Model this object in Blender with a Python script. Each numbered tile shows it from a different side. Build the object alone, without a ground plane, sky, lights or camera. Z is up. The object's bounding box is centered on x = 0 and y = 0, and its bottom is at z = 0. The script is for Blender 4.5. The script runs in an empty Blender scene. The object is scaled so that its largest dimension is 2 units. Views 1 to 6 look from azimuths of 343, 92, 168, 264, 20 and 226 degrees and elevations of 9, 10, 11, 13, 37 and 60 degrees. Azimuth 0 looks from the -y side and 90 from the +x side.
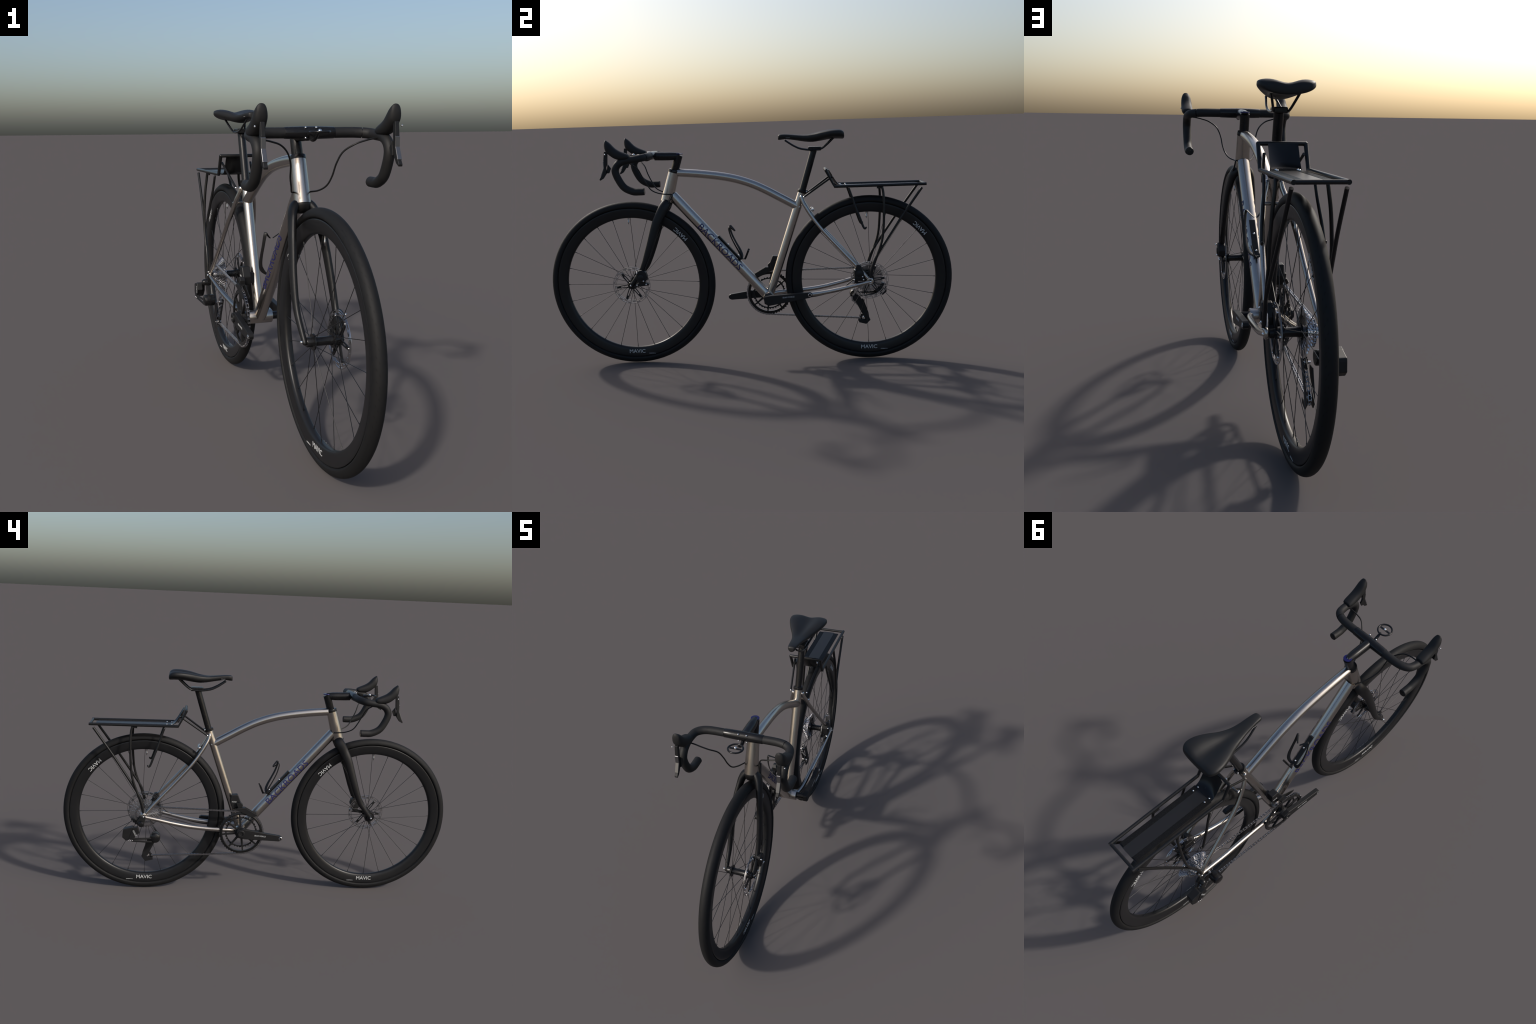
# Touring / gravel bicycle with titanium frame, drop bars, rear rack.
# Frame of reference: metres, z up, travels towards -y, drive side is -x.
import bpy, bmesh, math, random
from mathutils import Vector, Matrix
random.seed(7)
V = Vector
PI = math.pi
COL = bpy.context.scene.collection

# --------------------------------------------------------------- constants
R_WHEEL = 0.4122          # outer tyre radius
Y_F, Y_R = -0.5878, 0.5878
BB = (0.0905, 0.3300)     # bottom bracket y, z

# --------------------------------------------------------------- materials
def new_mat(name):
    m = bpy.data.materials.new(name)
    m.use_nodes = True
    nt = m.node_tree
    return m, nt, nt.nodes["Principled BSDF"]

def plain(name, col, rough, metal=0.0, spec=0.5, coat=0.0, vary=0.06, scale=60.0, bump=0.0, bump_scale=400.0, rvary=0.03):
    m, nt, p = new_mat(name)
    N, L = nt.nodes, nt.links
    p.inputs["Metallic"].default_value = metal
    p.inputs["Specular IOR Level"].default_value = spec
    p.inputs["Coat Weight"].default_value = coat
    p.inputs["Coat Roughness"].default_value = 0.15
    tc = N.new("ShaderNodeTexCoord")
    nz = N.new("ShaderNodeTexNoise")
    nz.inputs["Scale"].default_value = scale
    nz.inputs["Detail"].default_value = 3
    L.new(tc.outputs["Object"], nz.inputs["Vector"])
    cr = N.new("ShaderNodeValToRGB")
    cr.color_ramp.elements[0].position = 0.3
    cr.color_ramp.elements[1].position = 0.7
    cr.color_ramp.elements[0].color = [c * (1 - vary) for c in col] + [1]
    cr.color_ramp.elements[1].color = [min(1, c * (1 + vary)) for c in col] + [1]
    L.new(nz.outputs["Fac"], cr.inputs["Fac"])
    L.new(cr.outputs["Color"], p.inputs["Base Color"])
    mr = N.new("ShaderNodeMapRange")
    mr.inputs["To Min"].default_value = max(0.02, rough - rvary)
    mr.inputs["To Max"].default_value = min(1, rough + rvary)
    L.new(nz.outputs["Fac"], mr.inputs["Value"])
    L.new(mr.outputs["Result"], p.inputs["Roughness"])
    if bump:
        n2 = N.new("ShaderNodeTexNoise")
        n2.inputs["Scale"].default_value = bump_scale
        L.new(tc.outputs["Object"], n2.inputs["Vector"])
        b = N.new("ShaderNodeBump")
        b.inputs["Strength"].default_value = bump
        b.inputs["Distance"].default_value = 0.001
        L.new(n2.outputs["Fac"], b.inputs["Height"])
        L.new(b.outputs["Normal"], p.inputs["Normal"])
    return m

M_TI = plain("brushed_titanium", (0.468, 0.436, 0.400), 0.27, metal=1.0, vary=0.02, scale=12, rvary=0.008)
M_TAPE = plain("matte_bar_tape", (0.0108, 0.0109, 0.0115), 0.60, spec=0.30, bump=0.15, bump_scale=900)  # this and the blacks below: base cooled to carry some sky sheen
M_HOOD = plain("hood_rubber", (0.0108, 0.0109, 0.0115), 0.60, spec=0.30, bump=0.1, bump_scale=900)
M_GLOSS = plain("satin_black_alloy", (0.0082, 0.0083, 0.0090), 0.26, spec=0.32)
M_FORK = plain("satin_black_carbon", (0.0080, 0.0081, 0.0088), 0.44, spec=0.32)
M_RIM = plain("carbon_rim", (0.0095, 0.0098, 0.0108), 0.36, spec=0.32)  # base tinted bluish for the sky mirrored in the black rim
M_SADDLE = plain("saddle_cover", (0.0108, 0.0109, 0.0115), 0.50, spec=0.32, bump=0.12, bump_scale=700)
M_DARK = plain("black_anodised", (0.0088, 0.0089, 0.0096), 0.48, spec=0.32)
M_RACK = plain("rack_powder_coat", (0.0090, 0.0090, 0.0095), 0.34, spec=0.32)
M_CABLE = plain("cable_housing", (0.008, 0.008, 0.008), 0.42, spec=0.32)
M_SPOKE = plain("black_spoke", (0.009, 0.009, 0.010), 0.35, spec=0.4)
M_STEEL = plain("polished_steel", (0.58, 0.58, 0.59), 0.20, metal=1.0, vary=0.05, scale=90)
M_CHAIN = plain("chain_steel", (0.36, 0.36, 0.37), 0.26, metal=1.0, vary=0.05, scale=90)
M_ROTOR = plain("brushed_rotor_steel", (0.50, 0.50, 0.51), 0.24, metal=1.0, vary=0.06, scale=120)
M_CHROME = plain("chrome_bolt", (0.80, 0.80, 0.80), 0.12, metal=1.0, vary=0.02)
M_WHITE = plain("white_print", (0.50, 0.51, 0.51), 0.5, vary=0.03)
M_GREY = plain("grey_print", (0.30, 0.30, 0.30), 0.5, vary=0.03)
M_NAVY = plain("navy_print", (0.012, 0.0125, 0.088), 0.45, vary=0.04)
M_BLUE = plain("blue_anodised_cap", (0.014, 0.014, 0.095), 0.28, metal=0.35, vary=0.04)
M_LEVER = plain("dark_lever_face", (0.16, 0.16, 0.165), 0.30, metal=0.85, vary=0.04)

def tyre_material():
    m, nt, p = new_mat("tyre_rubber")
    N, L = nt.nodes, nt.links
    p.inputs["Roughness"].default_value = 0.64
    p.inputs["Specular IOR Level"].default_value = 0.22
    tc = N.new("ShaderNodeTexCoord")
    sep = N.new("ShaderNodeSeparateXYZ")
    L.new(tc.outputs["Object"], sep.inputs["Vector"])
    def mth(op, a, b=None, c=None):
        n = N.new("ShaderNodeMath"); n.operation = op
        for i, s in enumerate((a, b, c)):
            if s is None: continue
            if isinstance(s, (int, float)): n.inputs[i].default_value = s
            else: L.new(s, n.inputs[i])
        return n.outputs[0]
    x, y, z = sep.outputs
    ang = mth('ARCTAN2', z, y)
    ax = mth('ABSOLUTE', x)
    # short slanted sipes on each shoulder of the tread, repeating round the tyre
    ph = mth('ADD', mth('MULTIPLY', ang, 78 / (2 * PI)), mth('MULTIPLY', ax, 70.0))
    fr = mth('FRACT', mth('ADD', ph, 100.0))
    slit = mth('LESS_THAN', fr, 0.085)
    ra = mth('GREATER_THAN', ax, 0.0075)
    rb = mth('LESS_THAN', ax, 0.0165)
    gap = mth('GREATER_THAN', mth('ABSOLUTE', mth('SUBTRACT', ax, 0.012)), 0.0016)
    rad = mth('GREATER_THAN', mth('SQRT', mth('ADD', mth('MULTIPLY', y, y), mth('MULTIPLY', z, z))), 0.393)
    mask = mth('MULTIPLY', mth('MULTIPLY', mth('MULTIPLY', slit, ra), mth('MULTIPLY', rb, gap)), rad)
    nz = N.new("ShaderNodeTexNoise"); nz.inputs["Scale"].default_value = 45
    L.new(tc.outputs["Object"], nz.inputs["Vector"])
    cr = N.new("ShaderNodeValToRGB")
    cr.color_ramp.elements[0].color = (0.0080, 0.0081, 0.0086, 1)  # blue raised in both rubber tones: cool skylight baked into the base
    cr.color_ramp.elements[1].color = (0.0096, 0.0097, 0.0103, 1)
    L.new(nz.outputs["Fac"], cr.inputs["Fac"])
    mx = N.new("ShaderNodeMix"); mx.data_type = 'RGBA'
    L.new(mask, mx.inputs["Factor"])
    L.new(cr.outputs["Color"], mx.inputs["A"])
    mx.inputs["B"].default_value = (0.0012, 0.0012, 0.0012, 1)
    L.new(mx.outputs["Result"], p.inputs["Base Color"])
    b = N.new("ShaderNodeBump"); b.inputs["Strength"].default_value = 0.6
    b.inputs["Distance"].default_value = 0.001
    L.new(mth('SUBTRACT', 1.0, mask), b.inputs["Height"])
    L.new(b.outputs["Normal"], p.inputs["Normal"])
    return m
M_TYRE = tyre_material()

# --------------------------------------------------------------- object helpers
ROOT = bpy.data.objects.new("touring_bicycle", None)
ROOT.empty_display_size = 0.2
COL.objects.link(ROOT)
ROOT["label"] = "silver titanium touring bicycle with black rear rack and drop bars"
ROOT["category"] = "bicycle"

def group(name, parent=ROOT, loc=(0, 0, 0)):
    o = bpy.data.objects.new(name, None)
    o.empty_display_size = 0.05
    o.location = loc
    COL.objects.link(o)
    o.parent = parent
    return o

def add(name, me, mat, parent, smooth=40):
    if mat is not None and not me.materials:
        me.materials.append(mat)
    o = bpy.data.objects.new(name, me)
    COL.objects.link(o)
    o.parent = parent
    return o

def shade(me, angle=40):
    for p in me.polygons:
        p.use_smooth = True
    if angle is not None and angle < 180:
        me.set_sharp_from_angle(angle=math.radians(angle))

class MB:
    """Collects vertices and faces of one part."""
    def __init__(s): s.v, s.f = [], []
    def mesh(s, name, angle=40):
        me = bpy.data.meshes.new(name)
        me.from_pydata([tuple(p) for p in s.v], [], s.f)
        bm = bmesh.new(); bm.from_mesh(me)
        bmesh.ops.recalc_face_normals(bm, faces=bm.faces)
        bm.to_mesh(me); bm.free()
        shade(me, angle)
        return me
    def rings(s, rings, close_ring=True, cap=True, loop=False):
        b = len(s.v); n = len(rings[0]); k = len(rings)
        for r in rings: s.v += [V(p) for p in r]
        for i in range(k if loop else k - 1):
            i2 = (i + 1) % k
            for j in range(n if close_ring else n - 1):
                j2 = (j + 1) % n
                s.f.append((b + i * n + j, b + i * n + j2, b + i2 * n + j2, b + i2 * n + j))
        if cap and not loop and close_ring:
            s.f.append(tuple(b + j for j in range(n))[::-1])
            s.f.append(tuple(b + (k - 1) * n + j for j in range(n)))
    def tube(s, pts, radii, n=16, loop=False, round_end=False, flat=None, up=None):
        pts = [V(p) for p in pts]; k = len(pts)
        if isinstance(radii, (int, float, tuple)): radii = [radii] * k
        tang = []
        for i in range(k):
            a = pts[(i - 1) % k] if (loop or i > 0) else pts[i]
            c = pts[(i + 1) % k] if (loop or i < k - 1) else pts[i]
            tang.append((c - a).normalized())
        u = V(up) if up else (V((1, 0, 0)) if abs(tang[0].x) < 0.9 else V((0, 0, 1)))
        u = (u - tang[0] * u.dot(tang[0])).normalized()
        rings = []
        def ring(c, t, u, r):
            w = t.cross(u)
            ru, rw = (r if isinstance(r, (tuple, list)) else (r, r))
            return [c + u * (ru * math.cos(2 * PI * j / n)) + w * (rw * math.sin(2 * PI * j / n)) for j in range(n)]
        for i in range(k):
            t = tang[i]
            if up and not loop:
                uu = V(up); u = (uu - t * uu.dot(t)).normalized()
            else:
                u = (u - t * u.dot(t)).normalized()
            if round_end and not loop and i == 0:
                for a in (80, 55, 30):
                    q = math.cos(math.radians(a)); r0 = radii[0]
                    rr = tuple(x * q for x in r0) if isinstance(r0, (tuple, list)) else r0 * q
                    rb = min(r0) if isinstance(r0, (tuple, list)) else r0
                    rings.append(ring(pts[0] - t * rb * math.sin(math.radians(a)), t, u, rr))
            rings.append(ring(pts[i], t, u, radii[i]))
            if round_end and not loop and i == k - 1:
                for a in (30, 55, 80):
                    q = math.cos(math.radians(a)); r0 = radii[-1]
                    rr = tuple(x * q for x in r0) if isinstance(r0, (tuple, list)) else r0 * q
                    rb = min(r0) if isinstance(r0, (tuple, list)) else r0
                    rings.append(ring(pts[-1] + t * rb * math.sin(math.radians(a)), t, u, rr))
        s.rings(rings, loop=loop)
    def lathe(s, prof, origin, axis, n=48, closed=False):
        """prof: (distance along axis, radius) pairs."""
        o = V(origin); a = V(axis).normalized()
        u = V((0, 0, 1)) if abs(a.z) < 0.9 else V((0, 1, 0))
        u = (u - a * u.dot(a)).normalized(); w = a.cross(u)
        rings = [[o + a * d + (u * math.cos(2 * PI * j / n) + w * math.sin(2 * PI * j / n)) * max(r, 1e-5) for j in range(n)] for d, r in prof]
        s.rings(rings, cap=not closed, loop=closed)
    def prism(s, poly, x0, x1):
        """polygon in the y-z plane, extruded along x."""
        b = len(s.v); n = len(poly)
        s.v += [V((x0, y, z)) for y, z in poly] + [V((x1, y, z)) for y, z in poly]
        s.f.append(tuple(range(b, b + n))); s.f.append(tuple(range(b + 2 * n - 1, b + n - 1, -1)))
        for j in range(n):
            k = (j + 1) % n
            s.f.append((b + j, b + n + j, b + n + k, b + k))
    def box(s, c, h, rot=None):
        c = V(c); b = len(s.v)
        for dx in (-1, 1):
            for dy in (-1, 1):
                for dz in (-1, 1):
                    p = V((dx * h[0], dy * h[1], dz * h[2]))
                    s.v.append(c + (rot @ p if rot else p))
        for f in ((0, 1, 3, 2), (4, 6, 7, 5), (0, 4, 5, 1), (2, 3, 7, 6), (0, 2, 6, 4), (1, 5, 7, 3)):
            s.f.append(tuple(b + i for i in f))
    def ball(s, c, r, n=12, m=8):
        c = V(c)
        s.rings([[c + V((r * math.sin(a) * math.cos(2 * PI * j / n), r * math.sin(a) * math.sin(2 * PI * j / n), r * math.cos(a))) for j in range(n)]
                 for a in [0.06 + (PI - 0.12) * i / m for i in range(m + 1)]])

def bevel(me, width, seg=2, angle=30):
    bm = bmesh.new(); bm.from_mesh(me)
    es = [e for e in bm.edges if len(e.link_faces) == 2 and e.calc_face_angle(0) > math.radians(angle)]
    bmesh.ops.bevel(bm, geom=es, offset=width, segments=seg, profile=0.5, affect='EDGES', clamp_overlap=True)
    bm.to_mesh(me); bm.free()
    for p in me.polygons: p.use_smooth = False
    return me

def spline(pts, per=8, extra=None):
    """Catmull-Rom through control points (any dimension)."""
    P = [tuple(p) for p in pts]
    P = [tuple(2 * a - b for a, b in zip(P[0], P[1]))] + P + [tuple(2 * a - b for a, b in zip(P[-1], P[-2]))]
    out = []
    for i in range(1, len(P) - 2):
        p0, p1, p2, p3 = P[i - 1:i + 3]
        for k in range(per):
            t = k / per
            out.append(tuple(0.5 * (2 * b + (c - a) * t + (2 * a - 5 * b + 4 * c - d) * t * t + (3 * b - a - 3 * c + d) * t ** 3)
                             for a, b, c, d in zip(p0, p1, p2, p3)))
    out.append(P[-2])
    return out

def tube_part(name, pts, r, mat, parent, n=16, smooth_path=True, per=8, round_end=False, **kw):
    if smooth_path:
        if isinstance(r, (int, float)): q = [tuple(p) + (r,) for p in pts]
        else: q = [tuple(p) + (rr,) for p, rr in zip(pts, r)]
        q = spline(q, per)
        pts = [p[:3] for p in q]; r = [p[3] for p in q]
    b = MB(); b.tube(pts, r, n, round_end=round_end, **kw)
    return add(name, b.mesh(name), mat, parent)

def prism_part(name, poly, x0, x1, mat, parent, bev=0.0015):
    b = MB(); b.prism(poly, x0, x1)
    me = b.mesh(name)
    if bev: bevel(me, bev)
    return add(name, me, mat, parent)

def lathe_part(name, prof, origin, axis, mat, parent, n=48, angle=35):
    b = MB(); b.lathe(prof, origin, axis, n)
    return add(name, b.mesh(name, angle), mat, parent)

def bolt(name, c, r, parent, mat=None):
    b = MB(); b.ball(c, r)
    return add(name, b.mesh(name, 180), mat or M_CHROME, parent)

def lettering(name, body, size, fn, mat, parent, width=None, thick=0.0, offset=0.0, slices=0, spacing=1.0):
    """Text from the built-in font; fn maps flat (u, v, w) to space.  u is centred, v centred on the cap height."""
    cu = bpy.data.curves.new(name, 'FONT')
    cu.body = body; cu.size = 1.0; cu.resolution_u = 3
    cu.extrude = 0.5; cu.offset = offset; cu.space_character = spacing
    tmp = bpy.data.objects.new(name + "_tmp", cu)
    COL.objects.link(tmp)
    dg = bpy.context.evaluated_depsgraph_get()
    me = bpy.data.meshes.new_from_object(tmp.evaluated_get(dg))
    bpy.data.objects.remove(tmp); bpy.data.curves.remove(cu)
    xs = [v.co.x for v in me.vertices]; ys = [v.co.y for v in me.vertices]
    x0, x1, y0, y1 = min(xs), max(xs), min(ys), max(ys)
    sy = size / (y1 - y0); sx = (width / (x1 - x0)) if width else sy
    for v in me.vertices:
        v.co = ((v.co.x - (x0 + x1) / 2) * sx, (v.co.y - (y0 + y1) / 2) * sy, (v.co.z + 0.5) * thick)
    bm = bmesh.new(); bm.from_mesh(me)
    for i in range(1, slices):
        g = bm.verts[:] + bm.edges[:] + bm.faces[:]
        bmesh.ops.bisect_plane(bm, geom=g, plane_co=(0, -size / 2 + size * i / slices, 0), plane_no=(0, 1, 0))
    for v in bm.verts: v.co = V(fn(*v.co))
    bmesh.ops.recalc_face_normals(bm, faces=bm.faces)
    bm.to_mesh(me); bm.free(); me.name = name
    me.materials.clear()
    shade(me, 30)
    return add(name, me, mat, parent)

def mirror(p): return (-p[0],) + tuple(p[1:])

# =============================================================== WHEELS
def ring_lathe(prof, n=128):
    """closed profile of (x, r) points spun round the x axis at the origin."""
    b = MB(); b.lathe(prof, (0, 0, 0), (1, 0, 0), n, closed=True); return b

def tyre_mesh():
    cr, w, h = 0.3880, 0.0220, R_WHEEL - 0.3880
    prof = []
    for i in range(25):
        a = math.radians(-52 + 284 * i / 24)
        rr = h if math.sin(a) > 0 else 0.0102
        prof.append((w * math.cos(a), cr + rr * math.sin(a)))
    prof += [(-0.0120, 0.3735), (0.0120, 0.3735)]
    return ring_lathe(prof, 160).mesh("tyre", 60)

def rim_mesh():
    half = [(0.0000, 0.3308), (0.0050, 0.3311), (0.0090, 0.3328), (0.0120, 0.3362), (0.0140, 0.3412), (0.0155, 0.3492),
            (0.0168, 0.3590), (0.0176, 0.3680), (0.0177, 0.3745), (0.0174, 0.3778), (0.0164, 0.3790), (0.0135, 0.3785)]
    half = [(x * 1.05, r) for x, r in half]
    prof = half + [(-x, r) for x, r in half[::-1]][:-1]
    return ring_lathe(prof, 160).mesh("rim", 60)

TYRE, RIM = tyre_mesh(), rim_mesh()

def spoke_mesh(name, a, b, r=0.00118):
    m = MB(); m.tube([a, b], r, 6)
    return m.mesh(name, 60)

def nipple_mesh():
    m = MB(); m.lathe([(0, 0.0018), (0.011, 0.0017), (0.013, 0.0013)], (0, 0, 0), (0, 0, -1), 8)
    return m.mesh("spoke_nipple", 60)
NIPPLE = nipple_mesh()

def rotor_mesh():
    """brake disc: concentric bands joined by bridges, slots left open."""
    bands = [0.0750, 0.0774, 0.0820, 0.0852, 0.0898, 0.0930]
    n = 144; b = MB(); t = 0.0011
    idx = {}
    def vid(i, j, s):
        k = (i, j % n, s)
        if k not in idx:
            a = 2 * PI * (j % n) / n; r = bands[i]
            idx[k] = len(b.v); b.v.append(V((s * t, r * math.cos(a), r * math.sin(a))))
        return idx[k]
    solid = lambda i, j: 0 <= i < 5 and (i % 2 == 0 or ((j + (6 if i == 3 else 0)) % n) % 12 < 4)
    for i in range(5):
        for j in range(n):
            if not solid(i, j): continue
            for s in (-1, 1):
                q = [vid(i, j, s), vid(i + 1, j, s), vid(i + 1, j + 1, s), vid(i, j + 1, s)]
                b.f.append(tuple(q))
            for (di, dj, e) in ((-1, 0, ((i, j), (i, j + 1))), (1, 0, ((i + 1, j), (i + 1, j + 1))), (0, -1, ((i, j), (i + 1, j))), (0, 1, ((i, j + 1), (i + 1, j + 1)))):
                if not solid(i + di, (j + dj) % n):
                    p, q = e
                    b.f.append((vid(*p, -1), vid(*q, -1), vid(*q, 1), vid(*p, 1)))
    return b.mesh("brake_disc", 30)
ROTOR = rotor_mesh()

def spider_arm_mesh():
    b = MB()
    for s in (-1, 1):     # the two legs of the Y
        b.prism([(0.016, s * 0.0058 - 0.0022), (0.016, s * 0.0058 + 0.0022), (0.060, s * 0.0045 + 0.0020), (0.060, s * 0.0045 - 0.0020)], -0.002, 0.002)
    b.prism([(0.056, -0.0062), (0.0745, -0.0050), (0.0770, 0), (0.0745, 0.0050), (0.056, 0.0062)], -0.0025, 0.0025)
    return b.mesh("rotor_arm", 30)
ARM = spider_arm_mesh()
_b = MB(); _b.lathe([(-0.003, 0.0032), (0.003, 0.0032), (0.0045, 0.002)], (0, 0.0752, 0), (1, 0, 0), 10)
RIVET = _b.mesh("rotor_rivet", 40)

def place(name, me, mat, parent, rot_x=0.0, loc=(0, 0, 0)):
    o = add(name, me, mat, parent)
    o.rotation_euler = (rot_x, 0, 0); o.location = loc
    return o

def wheel(yc, flange_l, flange_r, rotor_x, rear):
    g = group("wheel", ROOT, (0, yc, R_WHEEL))
    add("tyre", TYRE, M_TYRE, g)
    add("rim", RIM, M_RIM, g)
    # hub shell turned along x
    if rear:
        prof = [(-0.030, 0.017), (flange_l - 0.003, 0.018), (flange_l - 0.0028, 0.027), (flange_l + 0.0028, 0.027), (flange_l + 0.004, 0.017), (-0.005, 0.0150), (0.025, 0.0150),
                (flange_r - 0.004, 0.016), (flange_r - 0.0028, 0.025), (flange_r + 0.0028, 0.025), (flange_r + 0.003, 0.018), (rotor_x + 0.004, 0.0185), (rotor_x + 0.006, 0.0155), (0.076, 0.0150), (0.076, 0.004)]
    else:
        prof = [(-0.057, 0.006), (-0.057, 0.0140), (-0.054, 0.0155), (flange_l - 0.006, 0.0155), (flange_l - 0.004, 0.0160), (flange_l - 0.0028, 0.0262), (flange_l + 0.0028, 0.0262), (flange_l + 0.004, 0.0155), (-0.02, 0.0142), (0.018, 0.0142),
                (flange_r - 0.004, 0.0155), (flange_r - 0.0028, 0.0240), (flange_r + 0.0028, 0.0240), (flange_r + 0.003, 0.0175), (rotor_x + 0.004, 0.0185), (rotor_x + 0.008, 0.0165), (0.057, 0.0160), (0.058, 0.006)]
    lathe_part("hub", prof, (0, 0, 0), (1, 0, 0), M_GLOSS, g, 40)
    # 24 crossed spokes, 12 to each flange
    shared = {}
    for k in range(24):
        th = 2 * PI * k / 24
        side = -1 if k % 2 == 0 else 1
        lean = 1 if (k // 2) % 2 == 0 else -1
        key = (side, lean)
        fx, fr = (flange_l, 0.0232) if side < 0 else (flange_r, 0.0212)
        if key not in shared:
            d = lean * math.radians(28)
            a = V((fx + 0.0022 * lean * side, fr * math.sin(d), fr * math.cos(d)))
            bpt = V((side * 0.0035, 0, 0.3355))
            shared[key] = spoke_mesh("spoke", a, bpt)
        place("spoke", shared[key], M_SPOKE, g, th)
        place("spoke_nipple", NIPPLE, M_SPOKE, g, th, (side * 0.0035, -0.3330 * math.sin(th), 0.3330 * math.cos(th)))
    # valve next to the top spoke
    b = MB()
    b.lathe([(-0.004, 0.0042), (0.003, 0.0042), (0.0035, 0.0032), (0.018, 0.0030), (0.020, 0.0040), (0.027, 0.0038), (0.029, 0.0018), (0.034, 0.0014)], (0, -0.0085, 0.3330), (0, 0.02, -1), 12)
    add("valve", b.mesh("valve", 40), M_CHAIN, g)
    # disc brake rotor
    place("brake_disc", ROTOR, M_ROTOR, g, 0, (rotor_x, 0, 0))
    for k in range(6):
        a = math.radians(7 + 60 * k)
        place("rotor_arm", ARM, M_DARK, g, a, (rotor_x, 0, 0))
        place("rotor_rivet", RIVET, M_CHROME, g, a, (rotor_x, 0, 0))
    # printed names on both rim faces: one at the bottom, one at 45 degrees
    for sx in (-1, 1):
        for ang in (-90, 44.5):
            c, s = math.cos(math.radians(ang)), math.sin(math.radians(ang))
            def fn(u, v, w, c=c, s=s, sx=sx):
                # letter tops point at the hub; text reads left to right from outside
                rad = 0.3505 - v
                tan = u
                # tangent that appears to the right when letter tops point inward
                ty, tz = (-s, c) if sx > 0 else (s, -c)
                return (sx * (0.0180 + w), rad * c + tan * ty, rad * s + tan * tz)
            lettering("rim_lettering", "MAVIC", 0.0192, fn, M_WHITE, g, width=0.080, thick=0.0006, offset=0.005)
        def fs(u, v, w, sx=sx):
            return (sx * (0.0187 + w), 0.0755 + sx * u, -0.3625 + v)
        lettering("rim_lettering", "COSMIC SL", 0.0042, fs, M_WHITE, g, width=0.034, thick=0.0006)
    return g

WF = wheel(Y_F, -0.034, 0.0315, 0.0525, False)
WR = wheel(Y_R, -0.0195, 0.036, 0.0555, True)

# =============================================================== FRAME
FR = group("frame")
HT_B, HT_T = V((0, -0.3982, 0.8205)), V((0, -0.3577, 0.9610))
ax = (HT_T - HT_B).normalized(); hl = (HT_T - HT_B).length
lathe_part("head_tube", [(0, 0.0250), (0.0, 0.0298), (hl * 0.45, 0.0285), (hl, 0.0258), (hl, 0.020)], HT_B, ax, M_TI, FR, 48)
lathe_part("headset_cup", [(0, 0.0150), (0, 0.0266), (0.011, 0.0268), (0.014, 0.0255), (0.0145, 0.015)], HT_T, ax, M_GLOSS, FR, 40)
# arched top tube
tube_part("top_tube", [(0, -0.3520, 0.9605), (0, -0.3200, 0.9583), (0, -0.2600, 0.9535), (0, -0.2005, 0.9468), (0, -0.1410, 0.9385), (0, -0.0815, 0.9273), (0, -0.0225, 0.9111), (0, 0.0360, 0.8893), (0, 0.0950, 0.8605), (0, 0.1535, 0.8282), (0, 0.2045, 0.7998), (0, 0.2520, 0.7730)],
          [0.0192, 0.0194] + [0.0197] * 10, M_TI, FR, 32)
DT_A, DT_B = V((0, -0.3700, 0.8495)), V((0, 0.0855, 0.3316))
tube_part("down_tube", [DT_A, DT_B], 0.0252, M_TI, FR, 40, smooth_path=False)
ST_A, ST_B = V((0, 0.0945, 0.3350)), V((0, 0.2685, 0.8500))
tube_part("seat_tube", [ST_A, ST_B], 0.0200, M_TI, FR, 40, smooth_path=False)
lathe_part("bottom_bracket_shell", [(-0.046, 0.018), (-0.048, 0.0262), (-0.046, 0.0272), (0.046, 0.0272), (0.048, 0.0262), (0.046, 0.018)], (0, BB[0], BB[1]), (1, 0, 0), M_TI, FR, 48)
for s in (-1, 1):
    tube_part("seat_stay", [(s * 0.0225, 0.2640, 0.8260), (s * 0.0275, 0.2700, 0.8050), (s * 0.0365, 0.2845, 0.7770), (s * 0.0445, 0.3085, 0.7370), (s * 0.0570, 0.3600, 0.6680), (s * 0.0660, 0.4460, 0.5710), (s * 0.0755, 0.5330, 0.4770), (s * 0.0830, 0.5800, 0.4240)],
              [0.0092, 0.0094, 0.0094, 0.0094, 0.0092, 0.0090, 0.0084, 0.0076], M_TI, FR, 20, round_end=True)
    tube_part("chain_stay", [(s * 0.0440, 0.0950, 0.3330), (s * 0.0560, 0.1450, 0.3370), (s * 0.0605, 0.2000, 0.3400), (s * 0.0620, 0.2625, 0.3440), (s * 0.0665, 0.3526, 0.3550), (s * 0.0745, 0.4422, 0.3735), (s * 0.0795, 0.5135, 0.3915), (s * 0.0845, 0.5850, 0.4085)],
              [0.0118, 0.0118, 0.0116, 0.0114, 0.0110, 0.0104, 0.0096, 0.0084], M_TI, FR, 20, round_end=True)
    # hooked dropout round the axle
    pts = []
    for k in range(15):
        a = math.radians(150 - 285 * k / 14)
        pts.append((s * 0.0845, Y_R + 0.0105 * math.cos(a), R_WHEEL + 0.0125 * math.sin(a)))
    tube_part("dropout", pts, 0.0068, M_TI, FR, 14, smooth_path=False, round_end=True)
    bolt("frame_bolt", (s * 0.0905, 0.5880, 0.4260), 0.0048, FR)
    bolt("frame_bolt", (s * 0.0925, 0.5895, 0.4110), 0.0050, FR)
    bolt("frame_bolt", (s * 0.0250, 0.2640, 0.8285), 0.0062, FR)
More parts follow.
